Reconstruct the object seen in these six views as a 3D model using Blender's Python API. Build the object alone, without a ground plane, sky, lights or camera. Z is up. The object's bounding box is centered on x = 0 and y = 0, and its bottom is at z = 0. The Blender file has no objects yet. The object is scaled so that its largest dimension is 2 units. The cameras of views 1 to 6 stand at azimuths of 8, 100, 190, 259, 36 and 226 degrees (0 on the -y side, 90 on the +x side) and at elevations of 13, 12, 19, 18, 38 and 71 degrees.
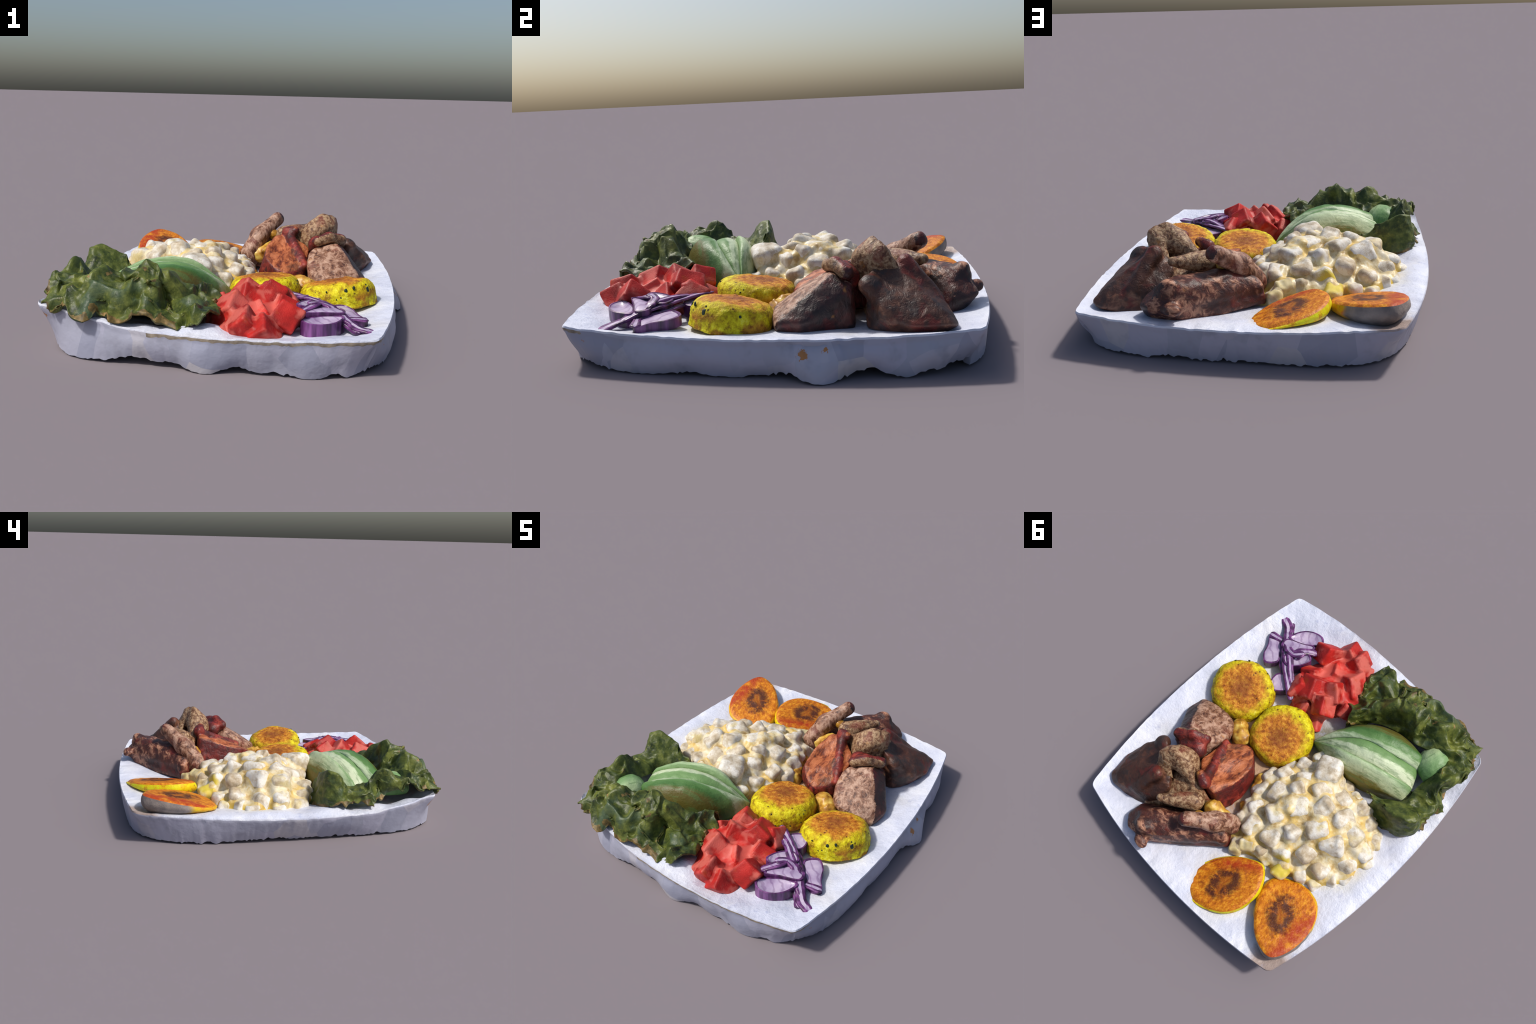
"""A square white plate of food: grilled meat, creamy bean salad, two golden
vegetable patties, two roasted squash halves, diced tomato, red onion, sliced
avocado and a ruffled lettuce leaf.  Everything is built from profiles, signed
distance fields and lofts, with node materials."""
import bpy, bmesh, math, random
import numpy as np
from mathutils import Vector, Matrix, Euler

rng = random.Random(7)

# ------------------------------------------------------------------ numeric helpers
def _hash(ix, iy, iz, seed):
    h = (ix.astype(np.int64) * 374761393 + iy.astype(np.int64) * 668265263
         + iz.astype(np.int64) * 1274126177 + seed * 1013904223) & 0x7FFFFFFF
    h = ((h ^ (h >> 13)) * 1274126177) & 0x7FFFFFFF
    h = ((h ^ (h >> 16)) * 668265263) & 0x7FFFFFFF
    return (h ^ (h >> 15)) / float(0x7FFFFFFF) * 2 - 1


def noise(p, freq=1.0, seed=0):
    """Smooth value noise in -1..1 for an (n,3) array."""
    q = np.asarray(p, float) * freq + 57.3
    i = np.floor(q); f = q - i
    w = f * f * f * (f * (f * 6 - 15) + 10)
    i = i.astype(np.int64)
    out = 0
    for dx in (0, 1):
        for dy in (0, 1):
            for dz in (0, 1):
                wt = ((w[:, 0] if dx else 1 - w[:, 0]) * (w[:, 1] if dy else 1 - w[:, 1])
                      * (w[:, 2] if dz else 1 - w[:, 2]))
                out = out + wt * _hash(i[:, 0] + dx, i[:, 1] + dy, i[:, 2] + dz, seed)
    return out


def fbm(p, freq, octaves=3, seed=0):
    a, s = 1.0, 0
    for k in range(octaves):
        s = s + a * noise(p, freq * 2 ** k, seed + 11 * k)
        a *= .5
    return s


def smin(a, b, k):
    h = np.clip(.5 + .5 * (b - a) / k, 0, 1)
    return b + (a - b) * h - k * h * (1 - h)


def smax(a, b, k):
    return -smin(-a, -b, k)


def sd_ellipsoid(p, c, r, rot=(0, 0, 0)):
    m = np.array(Euler(rot).to_matrix())
    q = (p - np.array(c)) @ m
    r = np.array(r)
    k0 = np.linalg.norm(q / r, axis=1); k1 = np.linalg.norm(q / (r * r), axis=1) + 1e-9
    return k0 * (k0 - 1) / k1


def sd_capsule(p, a, b, ra, rb):
    a, b = np.array(a), np.array(b)
    ab = b - a
    t = np.clip((p - a) @ ab / (ab @ ab), 0, 1)
    return np.linalg.norm(p - a - t[:, None] * ab, axis=1) - (ra + (rb - ra) * t)


def sd_hull(p, pts, k=.02, inset=0.0):
    """Rounded convex hull: smooth maximum over the planes of the hull of pts."""
    bm = bmesh.new()
    for q in pts:
        bm.verts.new(q)
    bmesh.ops.convex_hull(bm, input=bm.verts)
    c = np.mean(np.array(pts, float), axis=0)
    planes = []
    for f in bm.faces:
        n = np.array(f.normal); d = n @ np.array(f.verts[0].co)
        if n @ c - d > 0:
            n, d = -n, -d
        if all(abs(n @ m - 1) > 2e-3 or abs(d - e) > 2e-3 for m, e in planes):
            planes.append((n, d))
    bm.free()
    out = None
    for n, d in planes:
        s = p @ n - d + inset
        out = s if out is None else smax(out, s, k)
    return out


def surface_nets(fn, lo, hi, h):
    lo, hi = np.array(lo, float), np.array(hi, float)
    n = np.ceil((hi - lo) / h).astype(int) + 1
    ax = [lo[i] + h * np.arange(n[i]) for i in range(3)]
    G = np.stack(np.meshgrid(*ax, indexing='ij'), -1)
    F = fn(G.reshape(-1, 3)).reshape(n)
    for i in range(3):                      # keep the surface closed at the box
        for e in (0, -1):
            sl = [slice(None)] * 3; sl[i] = e
            F[tuple(sl)] = np.maximum(F[tuple(sl)], h * .3)
    m = n - 1
    acc = np.zeros(tuple(m) + (3,)); cnt = np.zeros(tuple(m))
    corner = [(a, b, c) for a in (0, 1) for b in (0, 1) for c in (0, 1)]
    def view(o):
        return F[o[0]:o[0] + m[0], o[1]:o[1] + m[1], o[2]:o[2] + m[2]]
    for a in corner:
        for i in range(3):
            if a[i]:
                continue
            b = list(a); b[i] = 1
            fa, fb = view(a), view(b)
            cross = (fa < 0) != (fb < 0)
            t = np.where(cross, fa / np.where(cross, fa - fb, 1), 0)
            for j in range(3):
                acc[..., j] += np.where(cross, a[j] + (t if j == i else 0), 0)
            cnt += cross
    act = cnt > 0
    idx = np.full(tuple(m), -1, int); idx[act] = np.arange(act.sum())
    base = np.argwhere(act)
    V = lo + h * (base + acc[act] / cnt[act][:, None])
    faces = []
    S = F < 0
    for i in range(3):
        j, k = (i + 1) % 3, (i + 2) % 3
        s0 = [slice(1, -1)] * 3; s1 = [slice(1, -1)] * 3
        s0[i] = slice(0, -1); s1[i] = slice(1, None)
        d = S[tuple(s0)].astype(int) - S[tuple(s1)].astype(int)
        pos = np.argwhere(d != 0)
        sg = d[d != 0]
        c = pos.copy(); c[:, j] += 1; c[:, k] += 1
        def at(dj, dk):
            q = c.copy(); q[:, j] -= dj; q[:, k] -= dk
            return idx[q[:, 0], q[:, 1], q[:, 2]]
        quad = np.stack([at(1, 1), at(0, 1), at(0, 0), at(1, 0)], 1)
        quad[sg < 0] = quad[sg < 0][:, ::-1]
        faces.append(quad)
    faces = np.concatenate(faces)
    faces = faces[(faces >= 0).all(1)]
    # pull the vertices on to the field for a smooth skin
    for _ in range(2):
        e = h * .3
        f0 = fn(V)
        g = np.stack([fn(V + np.eye(3)[i] * e) - f0 for i in range(3)], 1) / e
        step = f0[:, None] * g / (np.sum(g * g, 1)[:, None] + 1e-6)
        V = V - np.clip(step, -h * .4, h * .4)
    return V, faces


def vnormals(V, F):
    fn = np.cross(V[F[:, 1]] - V[F[:, 0]], V[F[:, 2]] - V[F[:, 0]])
    N = np.zeros_like(V)
    for i in range(F.shape[1]):
        np.add.at(N, F[:, i], fn)
    return N / (np.linalg.norm(N, axis=1)[:, None] + 1e-12)


# ------------------------------------------------------------------ object helpers
def link(ob, parent=None):
    bpy.context.scene.collection.objects.link(ob)
    if parent is not None:
        ob.parent = parent
    return ob


def mesh_object(name, V, F, mats, smooth=True, parent=None, origin=None, face_mat=None, rot=None):
    V = np.asarray(V, float)
    o = np.array(origin if origin is not None else (V.min(0) + V.max(0)) / 2)
    if origin is None:
        o[2] = V[:, 2].min()
    W = V - o
    if rot is not None:
        W = W @ np.array(rot)             # into the local frame
    me = bpy.data.meshes.new(name)
    me.from_pydata([tuple(v) for v in W], [], [tuple(int(i) for i in f) for f in F])
    for m in (mats if isinstance(mats, (list, tuple)) else [mats]):
        me.materials.append(m)
    if face_mat is not None:
        me.polygons.foreach_set('material_index', np.asarray(face_mat, dtype=np.int32))
    me.polygons.foreach_set('use_smooth', [smooth] * len(me.polygons))
    me.validate(); me.update()
    ob = bpy.data.objects.new(name, me)
    po = np.array(parent.location) if parent is not None else np.zeros(3)
    ob.location = o - po
    if rot is not None:
        ob.rotation_euler = Matrix(np.array(rot).tolist()).to_euler()
    return link(ob, parent)


def empty(name, loc):
    ob = bpy.data.objects.new(name, None)
    ob.location = loc; ob.empty_display_size = .05
    return link(ob)


def tag(ob, label, category):
    ob['label'] = label; ob['category'] = category
    return ob


def grid_faces(nu, nv, wrap=False, off=0):
    F = []
    for i in range(nu if wrap else nu - 1):
        for j in range(nv - 1):
            a = off + i * nv + j; b = off + ((i + 1) % nu) * nv + j
            F.append((a, b, b + 1, a + 1))
    return F


def spline(P, n, closed=False):
    """Catmull-Rom through the rows of P, n samples."""
    P = np.asarray(P, float); m = len(P)
    t = np.linspace(0, m if closed else m - 1, n, endpoint=not closed)
    i = np.minimum(np.floor(t).astype(int), m - 1 if closed else m - 2)
    f = (t - i).reshape((-1,) + (1,) * (P.ndim - 1))
    g = (lambda k: P[k % m]) if closed else (lambda k: P[np.clip(k, 0, m - 1)])
    a, b, c, d = g(i - 1), g(i), g(i + 1), g(i + 2)
    return .5 * (2 * b + (c - a) * f + (2 * a - 5 * b + 4 * c - d) * f ** 2 + (3 * b - a - 3 * c + d) * f ** 3)


# ------------------------------------------------------------------ material helpers
def srgb(r, g, b):
    f = lambda c: (c / 255 / 12.92) if c / 255 <= .04045 else ((c / 255 + .055) / 1.055) ** 2.4
    return (f(r), f(g), f(b), 1)


class Mat:
    def __init__(self, name, rough=.5, spec=.4, coat=0):
        self.m = bpy.data.materials.new(name); self.m.use_nodes = True
        self.t = self.m.node_tree; self.n = self.t.nodes; self.l = self.t.links
        self.b = self.n['Principled BSDF']
        self.b.inputs['Roughness'].default_value = rough
        self.b.inputs['Specular IOR Level'].default_value = spec
        if coat:
            self.b.inputs['Coat Weight'].default_value = coat
            self.b.inputs['Coat Roughness'].default_value = .25
        tc = self.n.new('ShaderNodeTexCoord')
        self.obj = tc.outputs['Object']; self.gen = tc.outputs['Generated']
        geo = self.n.new('ShaderNodeNewGeometry')
        self.pos = geo.outputs['Position']; self.nor = geo.outputs['Normal']
        self.point = geo.outputs['Pointiness']
        self.rand = self.n.new('ShaderNodeObjectInfo').outputs['Random']

    def _set(self, sock, v):
        if hasattr(v, 'is_linked') or isinstance(v, bpy.types.NodeSocket):
            self.l.new(v, sock)
        else:
            sock.default_value = v

    def map(self, vec, scale=(1, 1, 1), loc=(0, 0, 0), rot=(0, 0, 0)):
        n = self.n.new('ShaderNodeMapping')
        self.l.new(vec, n.inputs['Vector'])
        n.inputs['Scale'].default_value = scale
        n.inputs['Location'].default_value = loc
        n.inputs['Rotation'].default_value = rot
        return n.outputs[0]

    def noise(self, scale, detail=3, rough=.55, vec=None, dist=0):
        n = self.n.new('ShaderNodeTexNoise')
        self.l.new(vec if vec is not None else self.obj, n.inputs['Vector'])
        n.inputs['Scale'].default_value = scale; n.inputs['Detail'].default_value = detail
        n.inputs['Roughness'].default_value = rough; n.inputs['Distortion'].default_value = dist
        return n.outputs['Fac']

    def voronoi(self, scale, vec=None, feature='F1', out='Distance'):
        n = self.n.new('ShaderNodeTexVoronoi'); n.feature = feature
        self.l.new(vec if vec is not None else self.obj, n.inputs['Vector'])
        n.inputs['Scale'].default_value = scale
        return n.outputs[out]

    def wave(self, scale, vec=None, dist=1, direction='X', dscale=1):
        n = self.n.new('ShaderNodeTexWave'); n.bands_direction = direction
        self.l.new(vec if vec is not None else self.obj, n.inputs['Vector'])
        n.inputs['Scale'].default_value = scale; n.inputs['Distortion'].default_value = dist
        n.inputs['Detail Scale'].default_value = dscale
        return n.outputs['Fac']

    def ramp(self, fac, stops):
        n = self.n.new('ShaderNodeValToRGB')
        self._set(n.inputs[0], fac)
        e = n.color_ramp.elements
        while len(e) < len(stops):
            e.new(.5)
        for k, (p, c) in enumerate(stops):
            e[k].position = p
            e[k].color = c if len(c) == 4 else tuple(c) + (1,)
        return n.outputs['Color']

    def step(self, fac, a, b):
        n = self.n.new('ShaderNodeMapRange'); n.interpolation_type = 'SMOOTHSTEP'
        self._set(n.inputs['Value'], fac)
        n.inputs['From Min'].default_value = a; n.inputs['From Max'].default_value = b
        return n.outputs[0]

    def mix(self, fac, a, b, mode='MIX'):
        n = self.n.new('ShaderNodeMix'); n.data_type = 'RGBA'; n.blend_type = mode
        self._set(n.inputs[0], fac); self._set(n.inputs[6], a); self._set(n.inputs[7], b)
        return n.outputs[2]

    def math(self, op, a, b=0.0, c=None):
        n = self.n.new('ShaderNodeMath'); n.operation = op
        self._set(n.inputs[0], a); self._set(n.inputs[1], b)
        if c is not None:
            self._set(n.inputs[2], c)
        return n.outputs[0]

    def xyz(self, vec):
        n = self.n.new('ShaderNodeSeparateXYZ'); self.l.new(vec, n.inputs[0])
        return n.outputs

    def dist(self, vec, c, scale=(1, 1, 1)):
        """Distance of vec from c, in units stretched by scale."""
        v = self.map(vec, scale=scale, loc=tuple(-a * s for a, s in zip(c, scale)))
        n = self.n.new('ShaderNodeVectorMath'); n.operation = 'LENGTH'
        self.l.new(v, n.inputs[0])
        return n.outputs['Value']

    def bump(self, h, strength=.4, distance=.01):
        n = self.n.new('ShaderNodeBump')
        n.inputs['Strength'].default_value = strength; n.inputs['Distance'].default_value = distance
        self.l.new(h, n.inputs['Height'])
        self.l.new(n.outputs[0], self.b.inputs['Normal'])

    def color(self, c):
        self._set(self.b.inputs['Base Color'], c)
        return self.m


# ---- plate
def plate_material(kind):
    M = Mat('glazed_plate_' + kind, rough=.45, spec=.4)
    big = M.noise(5, 3); fine = M.noise(40, 4, .7)
    if kind == 'top':
        c = M.ramp(big, [(.3, srgb(196, 200, 217)), (.5, srgb(211, 215, 230)), (.7, srgb(224, 226, 234))])
        c = M.mix(M.math('MULTIPLY', M.step(fine, .55, .8), .35), c, srgb(170, 174, 196))
        # brown dried sauce in the far corner, a yellow smear by patty and salad
        nz = M.math('MULTIPLY', M.math('SUBTRACT', M.noise(16, 3), .5), .10)
        d = M.math('ADD', M.dist(M.pos, (-.77, .90, .16), (1, 1, .6)), nz)
        c = M.mix(M.math('MULTIPLY', M.step(d, .17, .08), .75), c, srgb(150, 118, 88))
        for cx, cy, r, col in ((-.60, .20, .24, (216, 212, 190)), (.55, -.17, .25, (232, 226, 176)),
                               (-.25, .75, .22, (205, 190, 165)), (.15, .1, .42, (170, 120, 40)),
                               (-.05, -.3, .2, (96, 92, 40)), (-.40, -.45, .3, (60, 66, 34))):
            d = M.math('ADD', M.dist(M.pos, (cx, cy, .13), (1, 1, .5)), nz)
            c = M.mix(M.math('MULTIPLY', M.step(d, r, r - .12), .8), c, srgb(*col))
        d = M.math('ADD', M.dist(M.pos, (.17, -.89, .15)), nz)
        c = M.mix(M.math('MULTIPLY', M.step(d, .07, .01), .5), c, srgb(140, 110, 130))
        blot = M.math('MULTIPLY', M.step(M.noise(11, 5, .75, vec=M.map(M.obj, loc=(3, 2, 1))), .56, .70), .55)
        c = M.mix(blot, c, srgb(160, 168, 200))
        c = M.mix(M.math('MULTIPLY', M.step(M.noise(4, 3, vec=M.map(M.obj, loc=(9, 2, 1))), .50, .68), .45), c, srgb(206, 204, 206))
        M.bump(M.noise(16, 5, .65), .6, .018)
    elif kind == 'rim_edge':
        c = M.ramp(M.noise(30, 3), [(.35, srgb(120, 110, 98)), (.65, srgb(158, 146, 128))])
    else:
        cells = M.voronoi(7, M.map(M.obj, (1, 1, .6)), out='Color')
        v = M.xyz(cells)[0]
        c = M.ramp(v, [(.0, srgb(150, 153, 172)), (.35, srgb(166, 168, 184)), (.7, srgb(172, 172, 190)), (1, srgb(182, 180, 186))])
        c = M.mix(M.step(M.noise(9, 4), .5, .75), c, srgb(152, 153, 168))
        nz = M.math('MULTIPLY', M.math('SUBTRACT', M.noise(60, 3, .7), .5), .07)
        for p, r in (((.87, .18, .115), .022), ((.86, .27, .130), .013), ((.80, -.80, .140), .013), ((.79, -.845, .150), .010),
                     ((-.80, -.83, .175), .02)):
            d = M.math('ADD', M.dist(M.pos, p, (1, 1, .8)), nz)
            c = M.mix(M.step(d, r, r - .006), c, srgb(170, 118, 70))
        M.bump(M.noise(14, 3), .4, .012)
    return M.color(c)


# ---- patty
def patty_material(shift, seed):
    M = Mat('seared_patty_crumb', rough=.6, spec=.25)
    grain = M.noise(30, 4, .75); mott = M.noise(9, 3, vec=M.map(M.obj, loc=(seed, 1, 2)))
    side = M.ramp(grain, [(.36, srgb(146, 116, 10)), (.47, srgb(196, 176, 10)), (.58, srgb(222, 210, 26)), (.74, srgb(234, 230, 92))])
    low = M.step(M.xyz(M.obj)[2], .115, .05)
    side = M.mix(M.math('MULTIPLY', M.math('MULTIPLY', M.step(mott, .44, .58), low), .9), side, M.ramp(grain, [(.35, srgb(120, 60, 16)), (.65, srgb(186, 120, 30))]))
    sear = M.ramp(M.noise(36, 4, .75), [(.34, srgb(130, 66, 16)), (.5, srgb(190, 116, 30)), (.66, srgb(224, 168, 56))])
    wob = M.math('MULTIPLY', M.math('SUBTRACT', M.noise(12, 4, .65), .5), .16)
    d = M.math('ADD', M.dist(M.obj, (shift[0], shift[1], .14), (1, 1, .9)), wob)
    sear = M.mix(M.math('MULTIPLY', M.step(d, .12, .01), .75), sear, srgb(122, 62, 28))
    c = M.mix(M.step(d, .195, .115), side, sear)
    pits = M.voronoi(17)
    c = M.mix(M.math('MULTIPLY', M.step(pits, .13, .08), .8), c, srgb(78, 36, 20))
    M.bump(M.noise(42, 4, .75), .7, .012)
    return M.color(c)


# ---- roasted squash
def squash_material(kind):
    M = Mat('roasted_squash_' + kind, rough=.5, spec=.35)
    if kind == 'flesh':
        g = M.noise(30, 4, .75, vec=M.map(M.obj, (1.0, 1.6, 1)))
        c = M.ramp(g, [(.32, srgb(146, 72, 10)), (.5, srgb(198, 114, 14)), (.68, srgb(228, 160, 42))])
        x, y, _ = M.xyz(M.obj)
        d = M.math('ADD', M.dist(M.obj, (0, 0, 0), (1, 1.45, 0)),
                   M.math('MULTIPLY', M.math('SUBTRACT', M.noise(15, 4, .75), .5), .17))
        ring = M.math('MULTIPLY', M.step(d, .015, .065), M.step(d, .15, .08))
        ring = M.math('MULTIPLY', ring, M.step(M.noise(22, 4, .7), .32, .52))
        core = M.math('MULTIPLY', M.step(d, .15, .03), .55)
        c = M.mix(core, c, srgb(120, 58, 16))
        c = M.mix(M.math('MULTIPLY', ring, .92), c, srgb(66, 28, 18))
        red = M.math('MULTIPLY', M.step(M.math('ADD', y, M.math('MULTIPLY', x, .55)), .06, .14), M.step(M.noise(10, 3), .36, .56))
        c = M.mix(M.math('MULTIPLY', red, .75), c, srgb(158, 26, 14))
        M.bump(M.noise(45, 3, .7), .6, .008)
    else:
        g = M.noise(24, 4, .7)
        c = M.ramp(g, [(.34, srgb(196, 120, 12)), (.46, srgb(222, 188, 12)), (.62, srgb(216, 214, 20))])
        c = M.mix(M.math('MULTIPLY', M.step(M.voronoi(16), .15, .07), .8), c, srgb(110, 48, 20))
        if kind == 'grey_rind':
            x, y, z = M.xyz(M.pos)
            lim = M.math('ADD', M.math('SUBTRACT', y, M.math('MULTIPLY', x, .55)), M.math('MULTIPLY', M.math('SUBTRACT', M.noise(9, 2), .5), .12))
            grey = M.ramp(M.noise(16, 4), [(.3, srgb(108, 100, 98)), (.7, srgb(146, 134, 126))])
            c = M.mix(M.step(lim, 1.02, 1.08), M.mix(.55, c, srgb(190, 104, 22)), grey)
        M.bump(M.noise(34, 3, .7), .5, .008)
    return M.color(c)


# ---- meat
def meat_material(name, pale, mid, dark, char, red=.5, stretch=(1, 1, 1), pale_amt=.5, scale=30, crust=(42, 32, 28), glaze=.0):
    """pale_amt: share of the surface with the pale grain; char, red: strength of burnt and wine-red patches."""
    M = Mat(name, rough=.46, spec=.42, coat=glaze)
    v = M.map(M.obj, stretch)
    vein = M.noise(scale, 4, .68, vec=v, dist=.5)
    patch = M.noise(6, 4, .6)
    c = M.ramp(vein, [(.36, dark), (.47, mid), (.60, pale), (.8, pale)])
    flat = M.ramp(M.noise(12, 4, .65), [(.36, dark), (.64, mid)])
    c = M.mix(M.step(patch, .68 - pale_amt * .36, .56 - pale_amt * .36), c, flat)
    c = M.mix(M.math('MULTIPLY', M.step(M.noise(8, 3, .6, vec=M.map(M.obj, loc=(3, 1, 2))), .54, .66), red), c, srgb(114, 32, 25))
    c = M.mix(M.math('MULTIPLY', M.step(M.noise(7, 4, .65, vec=M.map(M.obj, loc=(7, 5, 2))), .50, .64), char), c, srgb(*crust))
    c = M.mix(M.math('MULTIPLY', M.step(M.noise(8, 3, .6, vec=M.map(M.obj, loc=(1, 9, 4))), .66, .74), .7), c, srgb(190, 130, 60))
    M.bump(vein, .7, .012)
    return M.color(c)


# ---- salad
def bean_material():
    M = Mat('cream_coated_bean', rough=.4, spec=.4)
    n1 = M.noise(10, 4, .65, vec=M.pos); n2 = M.noise(30, 4, .7, vec=M.map(M.pos, (1, 1, .5)))
    c = M.ramp(n1, [(.36, srgb(176, 158, 130)), (.47, srgb(206, 194, 172)), (.58, srgb(228, 224, 214))])  # tan tones: shading of the scanned beans' dark sides, painted in as mottling
    c = M.mix(M.math('MULTIPLY', M.step(n2, .50, .66), .5), c, srgb(164, 142, 110))
    c = M.mix(M.math('MULTIPLY', M.step(M.noise(6, 3, vec=M.map(M.pos, loc=(2, 3, 1))), .54, .68), .6), c, srgb(222, 200, 116))
    d = M.math('ADD', M.dist(M.pos, (-.42, .46, .18), (1, 1, .7)), M.math('MULTIPLY', M.math('SUBTRACT', n1, .5), .12))
    c = M.mix(M.math('MULTIPLY', M.step(d, .10, .05), .85), c, srgb(220, 198, 40))
    M.bump(M.noise(28, 3), .35, .01)
    return M.color(c)


def dressing_material():
    M = Mat('yellow_dressing', rough=.4, spec=.4)
    n = M.noise(14, 4, .65, vec=M.pos)
    c = M.ramp(n, [(.34, srgb(172, 142, 88)), (.45, srgb(204, 184, 138)), (.56, srgb(218, 206, 174)), (.7, srgb(228, 220, 200))])
    c = M.mix(M.math('MULTIPLY', M.step(M.noise(8, 3, vec=M.map(M.pos, loc=(5, 1, 1))), .50, .62), .5), c, srgb(218, 180, 64))
    c = M.mix(M.math('MULTIPLY', M.math('MULTIPLY', M.step(M.xyz(M.pos)[2], .21, .15), M.step(M.noise(6, 3, vec=M.pos), .40, .56)), .75), c, srgb(226, 190, 56))
    M.bump(M.noise(30, 3), .35, .01)
    return M.color(c)


# ---- vegetables
def tomato_material():
    M = Mat('tomato_flesh', rough=.5, spec=.3)
    n = M.noise(8, 3, vec=M.pos)
    c = M.ramp(n, [(.32, srgb(128, 26, 20)), (.5, srgb(176, 34, 28)), (.68, srgb(206, 50, 42))])
    pale = M.step(M.math('ADD', M.noise(8, 3, .6, vec=M.map(M.pos, loc=(4, 2, 0))), M.math('MULTIPLY', M.rand, .12)), .50, .64)
    c = M.mix(M.math('MULTIPLY', pale, .62), c, srgb(212, 112, 98))
    c = M.mix(M.math('MULTIPLY', M.step(M.noise(12, 3, vec=M.map(M.pos, loc=(1, 7, 3))), .58, .70), .6), c, srgb(182, 66, 26))
    M.bump(M.noise(22, 3), .25, .01)
    return M.color(c)


def onion_material(kind):
    M = Mat('red_onion_' + kind, rough=.35, spec=.5)
    if kind == 'flesh':
        n = M.noise(10, 3, vec=M.pos)
        c = M.ramp(n, [(.3, srgb(150, 124, 160)), (.5, srgb(178, 160, 188)), (.7, srgb(204, 188, 206))])
        c = M.mix(M.math('MULTIPLY', M.step(M.wave(9, M.pos, 5, 'DIAGONAL', 1.5), .80, .98), .4), c, srgb(104, 62, 116))
    else:
        c = M.ramp(M.noise(30, 3, vec=M.map(M.pos, (1, 1, .15))), [(.32, srgb(46, 22, 50)), (.5, srgb(88, 44, 94)), (.7, srgb(134, 78, 138))])
    M.bump(M.noise(30, 2), .2, .006)
    return M.color(c)


def lettuce_material():
    M = Mat('lettuce_leaf_green', rough=.45, spec=.4)
    n = M.noise(8, 4, .7); f = M.noise(30, 4, .75)
    c = M.ramp(n, [(.34, srgb(38, 50, 20)), (.45, srgb(62, 75, 30)), (.56, srgb(88, 98, 40)), (.68, srgb(122, 128, 56))])
    c = M.mix(M.math('MULTIPLY', M.step(f, .50, .66), .45), c, srgb(128, 132, 60))
    c = M.mix(M.math('MULTIPLY', M.step(f, .46, .34), .4), c, srgb(30, 40, 18))
    c = M.mix(M.math('MULTIPLY', M.step(M.noise(6, 3, vec=M.map(M.obj, loc=(4, 4, 4))), .55, .66), .6), c, srgb(72, 92, 72))
    ridge = M.math('MULTIPLY', M.step(M.point, .54, .64), M.step(M.noise(5, 2), .46, .6))
    c = M.mix(M.math('MULTIPLY', ridge, .75), c, srgb(126, 90, 54))
    M.bump(M.noise(24, 4, .6), .5, .012)
    b = M.b
    M.color(c)
    tr = M.n.new('ShaderNodeBsdfTranslucent'); M.l.new(c, tr.inputs[0])
    ms = M.n.new('ShaderNodeMixShader'); ms.inputs[0].default_value = .08
    out = M.n['Material Output']
    M.l.new(b.outputs[0], ms.inputs[1]); M.l.new(tr.outputs[0], ms.inputs[2]); M.l.new(ms.outputs[0], out.inputs[0])
    return M.m


def avocado_material(kind):
    M = Mat('avocado_flesh_' + kind, rough=.45, spec=.35)
    x, y, z = M.xyz(M.obj)
    grain = M.math('MULTIPLY', M.math('SUBTRACT', M.noise(24, 4, .7, vec=M.map(M.obj, (.4, 1.6, 1))), .5), .05)
    s = M.math('ADD', y, grain)
    # dark green by the skin, pale butter green by the stone
    if kind == 'outer':
        stops = [(.05, srgb(92, 84, 34)), (.22, srgb(62, 100, 46)), (.5, srgb(96, 134, 76)), (.62, srgb(180, 198, 160)), (.92, srgb(210, 218, 184))]
    elif kind == 'middle':
        stops = [(.05, srgb(60, 92, 44)), (.12, srgb(98, 134, 78)), (.44, srgb(118, 150, 96)), (.52, srgb(190, 204, 168)), (.92, srgb(214, 220, 188))]
    elif kind == 'end':
        stops = [(.0, srgb(96, 134, 78)), (.4, srgb(122, 156, 104)), (.7, srgb(160, 184, 136)), (1, srgb(180, 198, 152))]
    else:
        stops = [(.06, srgb(84, 116, 62)), (.2, srgb(112, 146, 92)), (.40, srgb(132, 160, 112)), (.55, srgb(182, 198, 158)), (.80, srgb(200, 208, 162)), (.97, srgb(120, 108, 44))]
    c = M.ramp(M.math('ADD', M.math('MULTIPLY', s, 6.5), .5), stops)
    c = M.mix(M.math('MULTIPLY', M.step(x, -.02, -.22), .85), c, srgb(62, 104, 46))
    streak = M.noise(26, 3, .7, vec=M.map(M.obj, (.18, 2.2, .6)))
    c = M.mix(M.math('MULTIPLY', M.step(streak, .50, .64), .5), c, srgb(84, 120, 66))
    c = M.mix(M.math('MULTIPLY', M.step(M.noise(26, 4, .75), .5, .72), .35), c, srgb(92, 126, 70))
    M.bump(M.noise(38, 3, .7), .4, .008)
    return M.color(c)


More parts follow.
